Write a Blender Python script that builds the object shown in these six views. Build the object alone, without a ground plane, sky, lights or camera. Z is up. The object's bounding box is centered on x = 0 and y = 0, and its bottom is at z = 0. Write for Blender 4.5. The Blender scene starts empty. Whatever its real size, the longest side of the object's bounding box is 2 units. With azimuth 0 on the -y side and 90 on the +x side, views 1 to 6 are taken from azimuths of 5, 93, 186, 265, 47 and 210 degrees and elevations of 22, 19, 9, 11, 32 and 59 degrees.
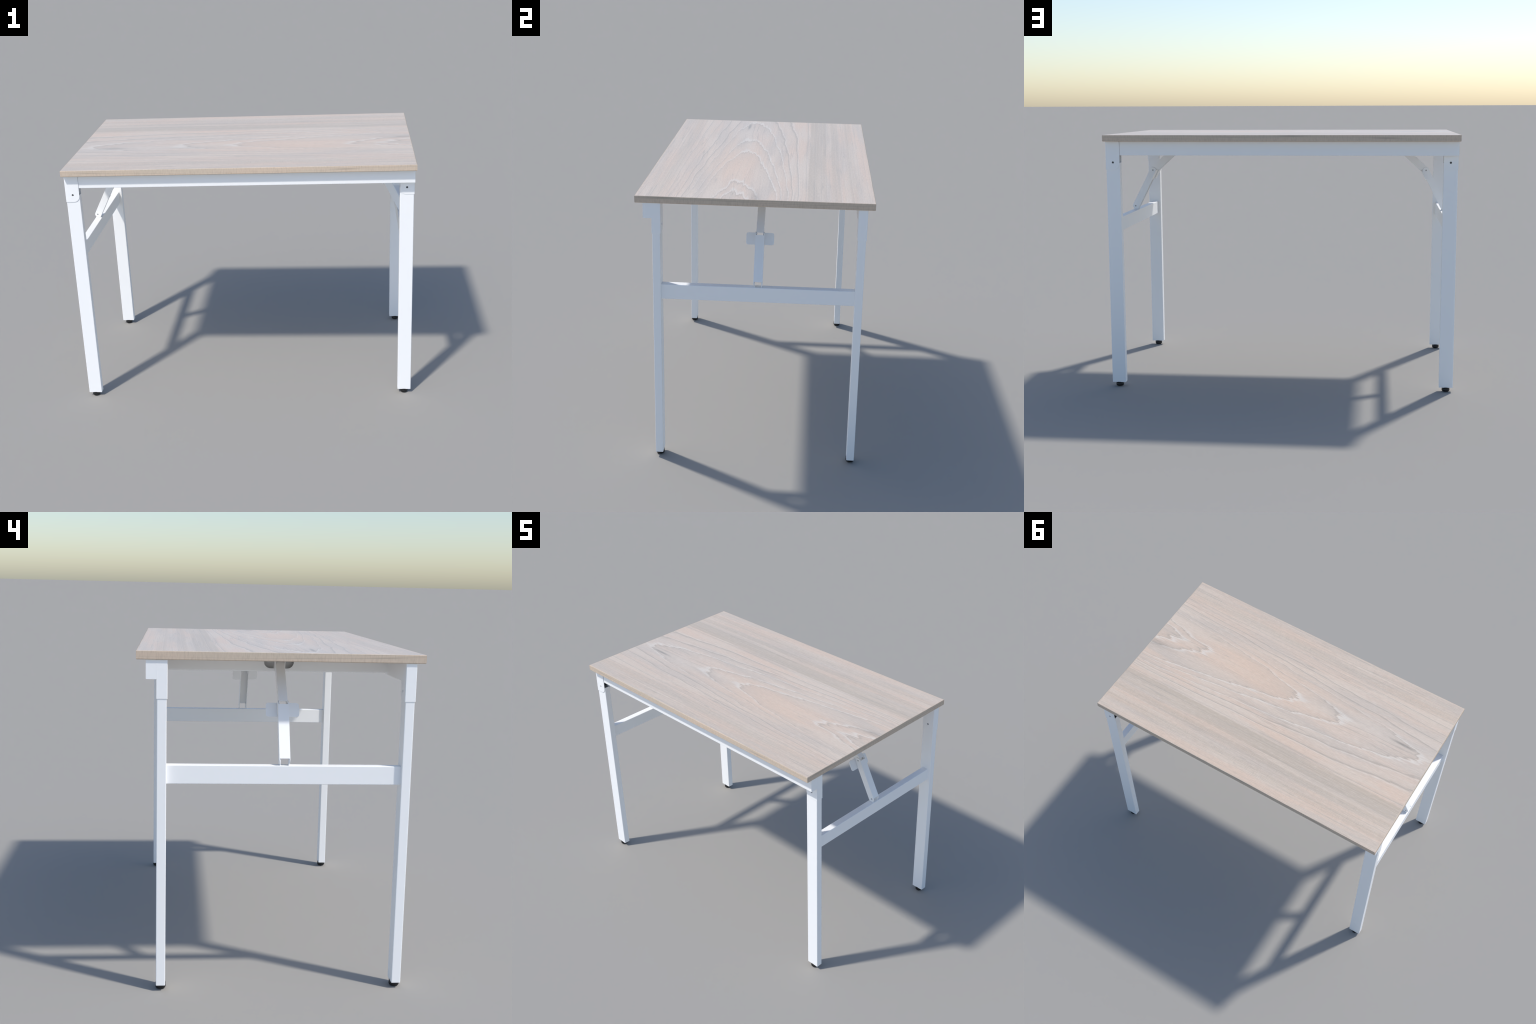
import bpy, bmesh, math
from mathutils import Vector, Matrix

# ---------------------------------------------------------------- sizes (metres)
TOP_Z, TOP_T = 1.4678, 0.0358          # upper face of the board, its thickness
UND = TOP_Z - TOP_T                    # underside of the board
HX, HY = 1.000, 0.600                  # half length, half depth of the board
RAIL_H, RAIL_W = 0.080, 0.040          # 2:1 steel tube used everywhere
END_X = 0.9930                         # outer end of brackets and rails
LEG_IN, LEG_OUT = 0.9118, 0.9908         # leg tube in x
LEG_Z0, LEG_Z1 = 0.024, 1.311
FLUSH_Y = (0.5207, 0.5610)             # leg under the board edge, y range
INSET_Y = (-0.5153, -0.4753)           # its partner, set in behind the rail
BAR_X, BAR_Z = (0.930, 0.9713), (0.912, 0.992)
BRACE_Y = 0.0222                       # brace stands in the middle of its frame
PIN_LOW = Vector((0.9550, 0, 1.0135))
PIN_MID = Vector((0.8405, 0, 1.2363))
PIN_TOP = Vector((0.6690, 0, 1.3935))
HINGE = (0.9512, 1.3125)

# ---------------------------------------------------------------- node helpers
class G:
    """small wrapper for writing node maths as expressions"""
    def __init__(s, name):
        s.m = bpy.data.materials.new(name); s.m.use_nodes = True
        s.t = s.m.node_tree; s.n = s.t.nodes; s.l = s.t.links
        s.b = s.n["Principled BSDF"]
    def put(s, sock, v):
        if isinstance(v, bpy.types.NodeSocket): s.l.new(v, sock)
        else: sock.default_value = v
    def math(s, op, a, b=0.0, c=0.0, clamp=False):
        n = s.n.new("ShaderNodeMath"); n.operation = op; n.use_clamp = clamp
        s.put(n.inputs[0], a); s.put(n.inputs[1], b); s.put(n.inputs[2], c)
        return n.outputs[0]
    def add(s, a, b): return s.math("ADD", a, b)
    def sub(s, a, b): return s.math("SUBTRACT", a, b)
    def mul(s, a, b): return s.math("MULTIPLY", a, b)
    def step(s, v, a, b, lo=0.0, hi=1.0):
        n = s.n.new("ShaderNodeMapRange"); n.interpolation_type = "SMOOTHSTEP"
        s.put(n.inputs[0], v)
        for i, q in enumerate((a, b, lo, hi)): n.inputs[1 + i].default_value = q
        return n.outputs[0]
    def vec(s, x, y, z=0.0):
        n = s.n.new("ShaderNodeCombineXYZ")
        for i, q in enumerate((x, y, z)): s.put(n.inputs[i], q)
        return n.outputs[0]
    def noise(s, x, y, sx, sy, z=0.0, detail=2.0, rough=0.5):
        n = s.n.new("ShaderNodeTexNoise")
        s.put(n.inputs["Vector"], s.vec(s.mul(x, sx), s.mul(y, sy), z))
        n.inputs["Scale"].default_value = 1.0
        n.inputs["Detail"].default_value = detail
        n.inputs["Roughness"].default_value = rough
        return n.outputs[0]
    def ramp(s, v, stops, interp="LINEAR"):
        n = s.n.new("ShaderNodeValToRGB"); n.color_ramp.interpolation = interp
        e = n.color_ramp.elements
        while len(e) < len(stops): e.new(0.5)
        for q, (p, c) in zip(e, stops):
            q.position = p
            q.color = (c, c, c, 1) if isinstance(c, float) else (*c, 1)
        s.put(n.inputs[0], v)
        return n.outputs[0]
    def mix(s, f, a, b, mode="MIX"):
        n = s.n.new("ShaderNodeMix"); n.data_type = "RGBA"; n.blend_type = mode
        s.put(n.inputs[0], f)
        for i, q in ((6, a), (7, b)):
            s.put(n.inputs[i], (*q, 1) if isinstance(q, tuple) and len(q) == 3 else q)
        return n.outputs[2]

def plain(name, col, rough, metal=0.0, spec=0.5):
    g = G(name); g.b.inputs["Base Color"].default_value = (*col, 1)
    g.b.inputs["Roughness"].default_value = rough
    g.b.inputs["Metallic"].default_value = metal
    g.b.inputs["Specular IOR Level"].default_value = spec
    return g

def powder_white():
    g = plain("white_powder_coat", (0.995, 0.995, 0.995), 0.45)
    tc = g.n.new("ShaderNodeTexCoord"); n = g.n.new("ShaderNodeTexNoise")
    g.l.new(tc.outputs["Object"], n.inputs["Vector"])
    n.inputs["Scale"].default_value = 420; n.inputs["Detail"].default_value = 1
    bp = g.n.new("ShaderNodeBump"); bp.inputs["Strength"].default_value = 0.03
    bp.inputs["Distance"].default_value = 0.001
    g.l.new(n.outputs[0], bp.inputs["Height"])
    g.l.new(bp.outputs[0], g.b.inputs["Normal"])
    return g.m

PALE = (0.648, 0.530, 0.422)
PINK = (0.668, 0.502, 0.380)
GREY = (0.556, 0.464, 0.380)
ORANGE = (0.705, 0.505, 0.362)
CREAM = (0.740, 0.685, 0.605)
SHADE = (0.375, 0.315, 0.255)
TAUPE = (0.465, 0.376, 0.280)

def wood_top():
    """washed elm: one cathedral figure along x, straight grain beside it"""
    g = G("washed_wood")
    tc = g.n.new("ShaderNodeTexCoord"); sp = g.n.new("ShaderNodeSeparateXYZ")
    g.l.new(tc.outputs["Object"], sp.inputs[0]); x, y = sp.outputs[0], sp.outputs[1]
    # slow wander of the grain
    wy = g.mul(g.sub(g.noise(x, y, 1.5, 2.4, 1.0, 1), 0.5), 0.050)
    ws = g.mul(g.sub(g.noise(x, y, 8.0, 14.0, 4.0, 2), 0.5), 0.009)
    core = g.step(g.math("ABSOLUTE", g.add(y, 0.10)), 0.42, 0.18, 0.22, 1.0)
    wy = g.mul(wy, core)
    dy = g.add(g.add(y, 0.118), g.add(wy, g.mul(ws, core)))
    left = g.math("LESS_THAN", dy, 0.0)
    inv = g.add(g.mul(left, 1 / 0.165 - 1 / 0.215), 1 / 0.215)
    q = g.math("POWER", g.math("ABSOLUTE", g.mul(dy, inv)), 2.0)
    keep = g.step(g.math("ABSOLUTE", dy), 0.20, 0.40, 1.0, 0.0)
    fib = g.mul(g.sub(g.noise(x, y, 5.0, 110.0, 2.0, 2), 0.5), 0.12)
    lump = g.mul(g.sub(g.noise(x, y, 4.5, 26.0, 7.0, 1), 0.5), 0.20)
    f = g.sub(g.mul(g.add(x, g.add(fib, lump)), keep), q)
    # rings whose tips lie on the board
    tips = (-0.93, -0.38, -0.06, 0.66, 0.87)
    lo, span = -1.15, 2.30
    stops = [(0.0, 0.5)]
    for a in tips:
        p = lambda d: (a + d - lo) / span
        stops += [(p(-0.075), 0.53), (p(-0.014), 0.92), (p(-0.001), 0.88),
                  (p(0.012), 0.06), (p(0.032), 0.34)]
    stops.append((1.0, 0.48))
    r1 = g.ramp(g.math("DIVIDE", g.sub(f, lo), span, clamp=True), sorted(stops))
    # rings whose tips lie off the board: lines beside the figure
    irr = g.mul(g.noise(x, f, 0.0, 0.9, 3.0, 1), 1.6)
    saw = g.math("FRACT", g.add(g.mul(f, 1.35), irr))
    r2 = g.ramp(saw, [(0.0, 0.10), (0.040, 0.04), (0.085, 0.36), (0.35, 0.47),
                      (0.88, 0.54), (0.960, 0.80), (1.0, 0.50)])
    ring = g.mix(g.step(f, -1.25, -1.10), r2, r1)
    # ground tone
    tone = g.noise(x, g.add(y, wy), 0.8, 8.0, 5.0, 3, 0.55)
    base = g.mix(g.step(tone, 0.38, 0.62), GREY, PINK)
    base = g.mix(g.step(g.noise(x, y, 1.3, 11.0, 9.0, 2), 0.42, 0.66), base, PALE)
    blob = g.math("EXPONENT", g.mul(g.add(
        g.math("POWER", g.mul(g.sub(x, 0.28), 2.6), 2.0),
        g.math("POWER", g.mul(g.add(y, 0.16), 6.5), 2.0)), -1.0))
    base = g.mix(g.mul(blob, 0.70), base, ORANGE)
    cool = g.mul(g.step(x, -0.1, -0.75), g.step(g.math("ABSOLUTE", dy), 0.30, 0.05))
    base = g.mix(g.mul(cool, 0.45), base, (0.575, 0.505, 0.435))
    # straight bands across the depth of the board
    yy = g.add(y, g.mul(g.sub(g.noise(x, y, 1.1, 2.0, 12.0, 1), 0.5), 0.014))
    pos = g.math("DIVIDE", g.add(yy, 0.6), 1.2, clamp=True)
    at = lambda v: (v + 0.6) / 1.2
    band = g.ramp(pos, [(at(-0.60), 0.10), (at(-0.515), 0.12), (at(-0.500), 0.45),
        (at(-0.455), 0.30), (at(-0.445), 0.02), (at(-0.30), 0.0), (at(0.20), 0.0),
        (at(0.258), 0.12), (at(0.262), 0.85), (at(0.305), 0.80), (at(0.320), 0.55),
        (at(0.350), 0.75), (at(0.362), 0.20), (at(0.385), 0.22), (at(0.392), 0.60),
        (at(0.425), 0.45), (at(0.435), 0.10), (at(0.475), 0.16), (at(0.482), 0.50),
        (at(0.515), 0.34), (at(0.525), 0.06), (at(0.60), 0.06)])
    band = g.mul(band, g.step(g.noise(x, y, 0.9, 5.0, 21.0, 1), 0.20, 0.62, 0.55, 1.0))
    base = g.mix(g.mul(band, 0.88), base, TAUPE)
    # ring relief on the ground tone
    amt = g.step(g.math("ABSOLUTE", dy), 0.30, 0.50, 1.0, 0.50)
    side = g.step(dy, -0.12, -0.03, 0.42, 1.0)
    dark = g.mul(g.step(ring, 0.48, 0.12), amt)
    lite = g.mul(g.mul(g.step(ring, 0.55, 0.95), amt), side)
    base = g.mix(g.mul(dark, 0.64), base, SHADE)
    base = g.mix(g.mul(lite, 0.62), base, CREAM)
    # long hair lines
    h1 = g.noise(x, g.add(y, g.mul(wy, 1.2)), 0.55, 26.0, 31.0, 2)
    line = g.step(g.math("ABSOLUTE", g.sub(h1, 0.5)), 0.016, 0.0)
    h2 = g.noise(x, g.add(y, wy), 0.45, 48.0, 37.0, 1)
    line2 = g.step(g.math("ABSOLUTE", g.sub(h2, 0.46)), 0.014, 0.0)
    gate = g.step(g.noise(x, y, 1.6, 4.0, 41.0, 1), 0.36, 0.60)
    base = g.mix(g.mul(g.mul(line, gate), 0.50), base, SHADE)
    base = g.mix(g.mul(g.mul(line2, g.step(g.math("ABSOLUTE", dy), 0.22, 0.40)), 0.36), base, SHADE)
    h3 = g.noise(x, g.add(y, wy), 1.4, 95.0, 43.0, 2)
    base = g.mix(g.step(h3, 0.48, 0.28, 0.0, 0.14), base, SHADE)
    base = g.mix(g.step(h3, 0.54, 0.76, 0.0, 0.14), base, CREAM)
    # one bark streak near the small end, a dark flame at the other
    for cx, cy, lx, ly, tilt, k in ((-0.798, -0.149, 12.0, 115.0, 0.02, 0.90),
                                    (0.965, 0.000, 8.0, 38.0, -0.10, 0.42)):
        ex, ey = g.sub(x, cx), g.add(g.sub(y, cy), g.mul(g.sub(x, cx), tilt))
        s = g.math("EXPONENT", g.mul(g.add(g.math("POWER", g.mul(ex, lx), 2.0),
                                           g.math("POWER", g.mul(ey, ly), 2.0)), -1.0))
        base = g.mix(g.mul(s, k), base, (0.21, 0.185, 0.155))
    # fibres, and saw ticks across the grain in the outer bands
    fine = g.noise(g.add(x, g.mul(dy, 0.5)), g.add(y, wy), 26.0, 260.0, 51.0, 3, 0.65)
    base = g.mix(g.step(fine, 0.58, 0.26, 0.0, 0.30), base, SHADE)
    base = g.mix(g.step(fine, 0.48, 0.78, 0.0, 0.34), base, CREAM)
    tick = g.noise(g.add(x, g.mul(y, 0.12)), y, 170.0, 26.0, 61.0, 2, 0.6)
    zone = g.add(g.step(y, 0.34, 0.42), g.step(y, -0.41, -0.47))
    zone = g.mul(zone, g.add(0.35, band))
    base = g.mix(g.mul(g.mul(g.step(tick, 0.52, 0.75), zone), 0.55), base, SHADE)
    g.l.new(base, g.b.inputs["Base Color"])
    g.b.inputs["Roughness"].default_value = 0.65
    g.b.inputs["Sheen Weight"].default_value = 0.36          # dry matt laminate haze
    g.b.inputs["Sheen Roughness"].default_value = 0.70
    bp = g.n.new("ShaderNodeBump"); bp.inputs["Strength"].default_value = 0.05
    bp.inputs["Distance"].default_value = 0.001
    g.l.new(fine, bp.inputs["Height"]); g.l.new(bp.outputs[0], g.b.inputs["Normal"])
    return g.m

def wood_edge():
    g = G("edge_banding")
    tc = g.n.new("ShaderNodeTexCoord"); sp = g.n.new("ShaderNodeSeparateXYZ")
    g.l.new(tc.outputs["Object"], sp.inputs[0])
    u = g.add(sp.outputs[0], sp.outputs[1]); z = sp.outputs[2]
    tone = g.noise(u, z, 1.6, 20.0, 2.0, 2)
    base = g.mix(g.step(tone, 0.35, 0.65), (0.610, 0.510, 0.405), (0.660, 0.525, 0.410))
    cross = g.noise(u, z, 140.0, 35.0, 5.0, 3, 0.6)
    base = g.mix(g.step(cross, 0.46, 0.72, 0.0, 0.38), base, (0.45, 0.36, 0.28))
    base = g.mix(g.step(cross, 0.50, 0.25, 0.0, 0.30), base, (0.73, 0.62, 0.51))
    h = g.noise(u, z, 0.7, 42.0, 8.0, 1)
    line = g.step(g.math("ABSOLUTE", g.sub(h, 0.5)), 0.028, 0.0)
    base = g.mix(g.mul(line, 0.5), base, (0.36, 0.30, 0.24))
    g.l.new(base, g.b.inputs["Base Color"]); g.b.inputs["Roughness"].default_value = 0.55
    return g.m

WHITE = powder_white()
WOOD, EDGE = wood_top(), wood_edge()
BLACK = plain("black_plastic", (0.006, 0.006, 0.007), 0.42).m
STEEL = plain("dark_steel", (0.10, 0.10, 0.105), 0.40, 0.6).m

# ---------------------------------------------------------------- mesh helpers
root = bpy.data.objects.new("folding_table", None)
bpy.context.scene.collection.objects.link(root)
root["label"] = "wood-look folding desk with white steel legs"
root["category"] = "folding table"

def obj(name, bm, mat, parent=root, smooth=True):
    bmesh.ops.recalc_face_normals(bm, faces=bm.faces)
    me = bpy.data.meshes.new(name); bm.to_mesh(me); bm.free()
    if smooth:
        for p in me.polygons: p.use_smooth = True
        me.set_sharp_from_angle(angle=math.radians(35))
    me.materials.append(mat)
    o = bpy.data.objects.new(name, me); bpy.context.scene.collection.objects.link(o)
    o.parent = parent
    return o

def box(bm, x, y, z, bevel=0.0, seg=2, axis=None):
    """box from three ranges; bevel all edges, or only those along one axis"""
    x, y, z = sorted(x), sorted(y), sorted(z)
    c = Vector(((x[0] + x[1]) / 2, (y[0] + y[1]) / 2, (z[0] + z[1]) / 2))
    r = bmesh.ops.create_cube(bm, size=1.0, matrix=Matrix.Translation(c) @
        Matrix.Diagonal((x[1] - x[0], y[1] - y[0], z[1] - z[0], 1)))
    if bevel:
        es = list({e for v in r["verts"] for e in v.link_edges})
        if axis is not None:
            es = [e for e in es if abs((e.verts[0].co - e.verts[1].co).normalized()[axis]) > 0.9]
        bmesh.ops.bevel(bm, geom=es, offset=bevel, segments=seg, affect="EDGES", profile=0.5)
    return bm

def prism(bm, outline, y0, y1):
    """extrude an (x, z) outline along y"""
    a = [bm.verts.new((p[0], y0, p[1])) for p in outline]
    b = [bm.verts.new((p[0], y1, p[1])) for p in outline]
    n = len(outline)
    bm.faces.new(a); bm.faces.new(b[::-1])
    for i in range(n):
        bm.faces.new((a[i], b[i], b[(i + 1) % n], a[(i + 1) % n]))
    return bm

def arc(cx, cz, r, a0, a1, n=8):
    return [(cx + r * math.cos(math.radians(a0 + (a1 - a0) * i / n)),
             cz + r * math.sin(math.radians(a0 + (a1 - a0) * i / n))) for i in range(n + 1)]

def cyl_y(bm, x, z, y0, y1, r, seg=24):
    prism(bm, [(x + r * math.cos(2 * math.pi * i / seg), z + r * math.sin(2 * math.pi * i / seg))
               for i in range(seg)], min(y0, y1), max(y0, y1))
    return bm

def cut(o, bm, smooth=True):
    """boolean difference with a helper mesh, applied"""
    bmesh.ops.recalc_face_normals(bm, faces=bm.faces)
    me = bpy.data.meshes.new("cutter"); bm.to_mesh(me); bm.free()
    c = bpy.data.objects.new("cutter", me); bpy.context.scene.collection.objects.link(c)
    m = o.modifiers.new("cut", "BOOLEAN"); m.object = c; m.operation = "DIFFERENCE"; m.solver = "EXACT"
    dg = bpy.context.evaluated_depsgraph_get()
    new = bpy.data.meshes.new_from_object(o.evaluated_get(dg))
    o.modifiers.clear(); old = o.data; name = old.name
    o.data = new; bpy.data.meshes.remove(old); new.name = name
    for p in new.polygons: p.use_smooth = smooth
    if smooth: new.set_sharp_from_angle(angle=math.radians(35))
    bpy.data.objects.remove(c); bpy.data.meshes.remove(me)

TURN = Matrix.Rotation(math.pi, 4, "Z")
def twin(o):
    """the other end of the table is the same half turned by 180 degrees"""
    def copy(src, parent):
        c = src.copy(); bpy.context.scene.collection.objects.link(c)
        c.parent = parent
        for k in src.children: copy(k, c)
        return c
    c = copy(o, root); c.rotation_euler = (0, 0, math.pi)
    return c

# ---------------------------------------------------------------- board
B = 0.0040
bm = box(bmesh.new(), (-HX + B, HX - B), (-HY + B, HY - B), (UND, TOP_Z))
obj("tabletop", bm, WOOD, smooth=False)
bm = bmesh.new()
prof = [(0.0, 0.0), (B - 0.0026, 0.0), (B, 0.0032), (B, TOP_T - 0.0016), (B - 0.0016, TOP_T), (0.0, TOP_T)]
rings = []
for sx, sy in ((1, 1), (-1, 1), (-1, -1), (1, -1)):
    rings.append([bm.verts.new((sx * (HX - B + d), sy * (HY - B + d), UND + h)) for d, h in prof])
for i in range(4):
    a, b = rings[i], rings[(i + 1) % 4]
    for k in range(len(prof)):
        j = (k + 1) % len(prof)
        bm.faces.new((a[k], b[k], b[j], a[j]))
obj("edge_band", bm, EDGE, smooth=False)

# ---------------------------------------------------------------- rails under the board
rz = (UND - RAIL_H, UND - 0.0004)
bm = box(bmesh.new(), (-END_X + 0.0002, 0.9126), (0.51725, 0.5605), rz, 0.0026, 3, axis=0)
twin(obj("side_rail", bm, WHITE, smooth=False))

bm = box(bmesh.new(), (0.600, 0.640), (-0.5185, 0.5185), (1.3595, rz[1]), 0.0055, 3, axis=1)
cr = obj("cross_rail", bm, WHITE)
inner = box(bmesh.new(), (0.604, 0.636), (-0.50, 0.50), (1.3640, rz[1] - 0.004))
cut(cr, inner, False)
slot_r, slot_w, slot_z = 0.0280, 0.0667, 1.4020
bm = bmesh.new()
ol = [(BRACE_Y + slot_w - slot_r + slot_r * math.cos(t), slot_z + slot_r * math.sin(t))
      for t in [math.radians(-90 + 180 * i / 14) for i in range(15)]]
ol += [(BRACE_Y - slot_w + slot_r + slot_r * math.cos(t), slot_z + slot_r * math.sin(t))
       for t in [math.radians(90 + 180 * i / 14) for i in range(15)]]
va = [bm.verts.new((0.62, p[0], p[1])) for p in ol]; vb = [bm.verts.new((0.66, p[0], p[1])) for p in ol]
bm.faces.new(va); bm.faces.new(vb[::-1])
for i in range(len(ol)):
    j = (i + 1) % len(ol); bm.faces.new((va[i], vb[i], vb[j], va[j]))
cut(cr, bm, False)
twin(cr)

# ---------------------------------------------------------------- leg frames
def leg(y):
    """tube leg, open at the top; its inner wall stops below the rail so that it can fold"""
    w = 0.0030
    bm = box(bmesh.new(), (LEG_IN, LEG_OUT), y, (LEG_Z0, 1.420), 0.0030, 3, axis=2)
    o = obj("leg", bm, WHITE, smooth=False)
    cut(o, box(bmesh.new(), (LEG_IN + w, LEG_OUT - w), (y[0] + w, y[1] - w), (0.70, 1.50)), False)
    cut(o, box(bmesh.new(), (LEG_IN - 0.01, LEG_IN + 0.012), (y[0] - 0.01, y[1] + 0.01), (LEG_Z1, 1.50)), False)
    cut(o, cyl_y(bmesh.new(), *HINGE, y[0] - 0.01, y[1] + 0.01, 0.0062), False)
    # levelling foot: turned profile
    cx, cy = (LEG_IN + LEG_OUT) / 2, (y[0] + y[1]) / 2
    pr = [(0.0, 0.0), (0.0170, 0.0), (0.0205, 0.0018), (0.0226, 0.0060), (0.0228, 0.0125),
          (0.0218, 0.0150), (0.0214, 0.0165), (0.0222, 0.0185), (0.0222, LEG_Z0 + 0.001), (0.0, LEG_Z0 + 0.001)]
    bm = bmesh.new(); N = 36; rows = []
    for r, z in pr:
        rows.append([bm.verts.new((cx + r * math.cos(2 * math.pi * i / N), cy + r * math.sin(2 * math.pi * i / N), z))
                     for i in range(N)] if r else [bm.verts.new((cx, cy, z))])
    for a, b in zip(rows, rows[1:]):
        for i in range(N):
            j = (i + 1) % N
            f = [a[i % len(a)], a[j % len(a)], b[j % len(b)], b[i % len(b)]]
            f = list(dict.fromkeys(f)); bm.faces.new(f)
    obj("foot", bm, BLACK, o)
    return o

def hinge(y, lo, hi):
    """U-shaped bracket: two cheeks and an end plate, open to the middle of the table"""
    t, z0, z1, r, x0 = 0.0026, 1.2718, UND - 0.0006, 0.034, 0.9130
    ya, yb = lo, hi
    bm = bmesh.new()
    cheek = [(END_X, z1), (x0 + 0.004, z1), (x0, z1 - 0.004)] + arc(x0 + r, z0 + r, r, 180, 270, 10) + [(END_X, z0)]
    # horizontal section of the folded sheet, rounded at the two bends
    for c0, c1 in ((ya, ya + t), (yb - t, yb)):
        prism(bm, cheek, c0, c1)
    o = obj("hinge_bracket", bm, WHITE)
    holes = bmesh.new(); cyl_y(holes, *HINGE, ya - 0.01, yb + 0.01, 0.0062)
    cut(o, holes)
    bm = bmesh.new(); bm.from_mesh(o.data)
    box(bm, (END_X - t, END_X - 0.0001), (ya + t, yb - t), (z0 + 0.0001, z1 - 0.0001))
    bend = [q for q in (ya, yb) if q > -0.51]      # no bend where the rail continues
    es = [e for e in bm.edges if all(abs(v.co.x - END_X) < 1e-5 for v in e.verts)
          and any(all(abs(v.co.y - q) < 1e-5 for v in e.verts) for q in bend)]
    bmesh.ops.bevel(bm, geom=es, offset=0.0045, segments=4, affect="EDGES", profile=0.5)
    bm.to_mesh(o.data); bm.free()
    for p in o.data.polygons: p.use_smooth = True
    o.data.set_sharp_from_angle(angle=math.radians(35))
    bm = bmesh.new()
    for c in (ya + 0.0065, yb - 0.0085): cyl_y(bm, *HINGE, c, c + 0.002, 0.0085, 20)
    obj("pivot_pin", bm, STEEL, o)
    return o

for y, lo, hi in ((FLUSH_Y, 0.5172, 0.5642), (INSET_Y, -0.5172, -0.4718)):
    twin(leg(y)); twin(hinge(y, lo, hi))

bm = box(bmesh.new(), BAR_X, (INSET_Y[1] - 0.0005, FLUSH_Y[0] + 0.0005), BAR_Z, 0.0028, 3, axis=1)
twin(obj("stretcher", bm, WHITE, smooth=False))

# ---------------------------------------------------------------- folding braces
def channel(name, p, q, up, half, n0, n1, pr, t=0.0030, square=None):
    """U channel from pin p to pin q: web on the outer side, flanges rounded past the pins"""
    d = (q - p).normalized(); L = (q - p).length
    n = Vector((-d.z, 0, d.x)); n = n if n.dot(up) > 0 else -n
    P = lambda s, k: ((p + d * s + n * k).x, (p + d * s + n * k).z)
    r = (n1 - n0) / 2; m = (n1 + n0) / 2
    side = [P(L + r * math.sin(a) * 0.86, m + r * math.cos(a)) for a in [math.pi * i / 12 for i in range(13)]]
    if square is not None: side += [P(square, n0), P(square, n1)]
    else: side += [P(-r * math.sin(a) * 0.86, m - r * math.cos(a)) for a in [math.pi * i / 12 for i in range(13)]]
    bm = bmesh.new()
    prism(bm, side, BRACE_Y - half, BRACE_Y - half + t); prism(bm, side, BRACE_Y + half - t, BRACE_Y + half)
    o = obj(name, bm, WHITE)
    h = bmesh.new()
    for c in (p, q): cyl_y(h, c.x, c.z, BRACE_Y - 0.05, BRACE_Y + 0.05, pr)
    cut(o, h)
    bm = bmesh.new(); bm.from_mesh(o.data)
    web = [P(0.004, n1 - t), P(0.004, n1 + 0.0004), P(L - 0.002, n1 + 0.0004), P(L - 0.002, n1 - t)]
    prism(bm, web, BRACE_Y - half + 0.0006, BRACE_Y + half - 0.0006)
    bmesh.ops.recalc_face_normals(bm, faces=bm.faces)
    bm.to_mesh(o.data); bm.free()
    for k in o.data.polygons: k.use_smooth = True
    o.data.set_sharp_from_angle(angle=math.radians(35))
    bm = bmesh.new()
    for c in (p, q):
        for s in (-1, 1):
            cyl_y(bm, c.x, c.z, BRACE_Y + s * (half - 0.0014), BRACE_Y + s * (half - 0.0029), pr * 0.98, 18)
    obj("rivet", bm, STEEL_W, o)
    return o

STEEL_W = plain("zinc_rivet", (0.42, 0.43, 0.44), 0.45, 0.3).m
low = channel("lower_brace_arm", PIN_MID, PIN_LOW, Vector((1, 0, 0.4)), 0.0233, -0.0225, 0.0175, 0.0050)
upp = channel("upper_brace_arm", PIN_MID, PIN_TOP, Vector((1, 0, 1)), 0.0192, -0.0245, 0.0185, 0.0046, square=-0.006)
# lock plate lying on the open side of the lower arm, wings to both sides
d = (PIN_LOW - PIN_MID).normalized(); n = Vector((-d.z, 0, d.x))
bm = bmesh.new()
s0, s1, w0, w, r = -0.016, 0.048, 0.0205, 0.0722, 0.011
W3 = lambda s, y, k: PIN_MID + d * s + n * k + Vector((0, BRACE_Y + y, 0))
for side in (-1, 1):
    pts = [(s1, w0)] + [(s1 - r + r * math.cos(math.radians(15 * i)), w - r + r * math.sin(math.radians(15 * i))) for i in range(7)]
    pts += [(s0 + r - r * math.sin(math.radians(15 * i)), w - r + r * math.cos(math.radians(15 * i))) for i in range(7)] + [(s0, w0)]
    va = [bm.verts.new(W3(s, side * y, -0.0235)) for s, y in pts]; vb = [bm.verts.new(W3(s, side * y, -0.0275)) for s, y in pts]
    bm.faces.new(va); bm.faces.new(vb[::-1])
    for i in range(len(pts)):
        j = (i + 1) % len(pts); bm.faces.new((va[i], vb[i], vb[j], va[j]))
obj("lock_plate", bm, WHITE, low)
twin(low); twin(upp)
# clevis ears on the cross rail, and lugs on the stretcher
bm = bmesh.new()
ear = [(0.6395, 1.367), (0.6395, UND - 0.001), (0.692, UND - 0.001), (0.692, 1.390)] + arc(0.670, 1.384, 0.022, 0, -90, 6)
for s in (-1, 1):
    prism(bm, ear, BRACE_Y + s * 0.0196, BRACE_Y + s * 0.0228)
twin(obj("brace_clevis", bm, WHITE))
bm = bmesh.new()
lug = [(0.937, 0.9915), (0.966, 0.9915)] + arc(0.955, 1.013, 0.0120, 0, 180, 10)
for s in (-1, 1):
    prism(bm, lug, BRACE_Y + s * 0.0170, BRACE_Y + s * 0.0200)
twin(obj("stretcher_lug", bm, WHITE))
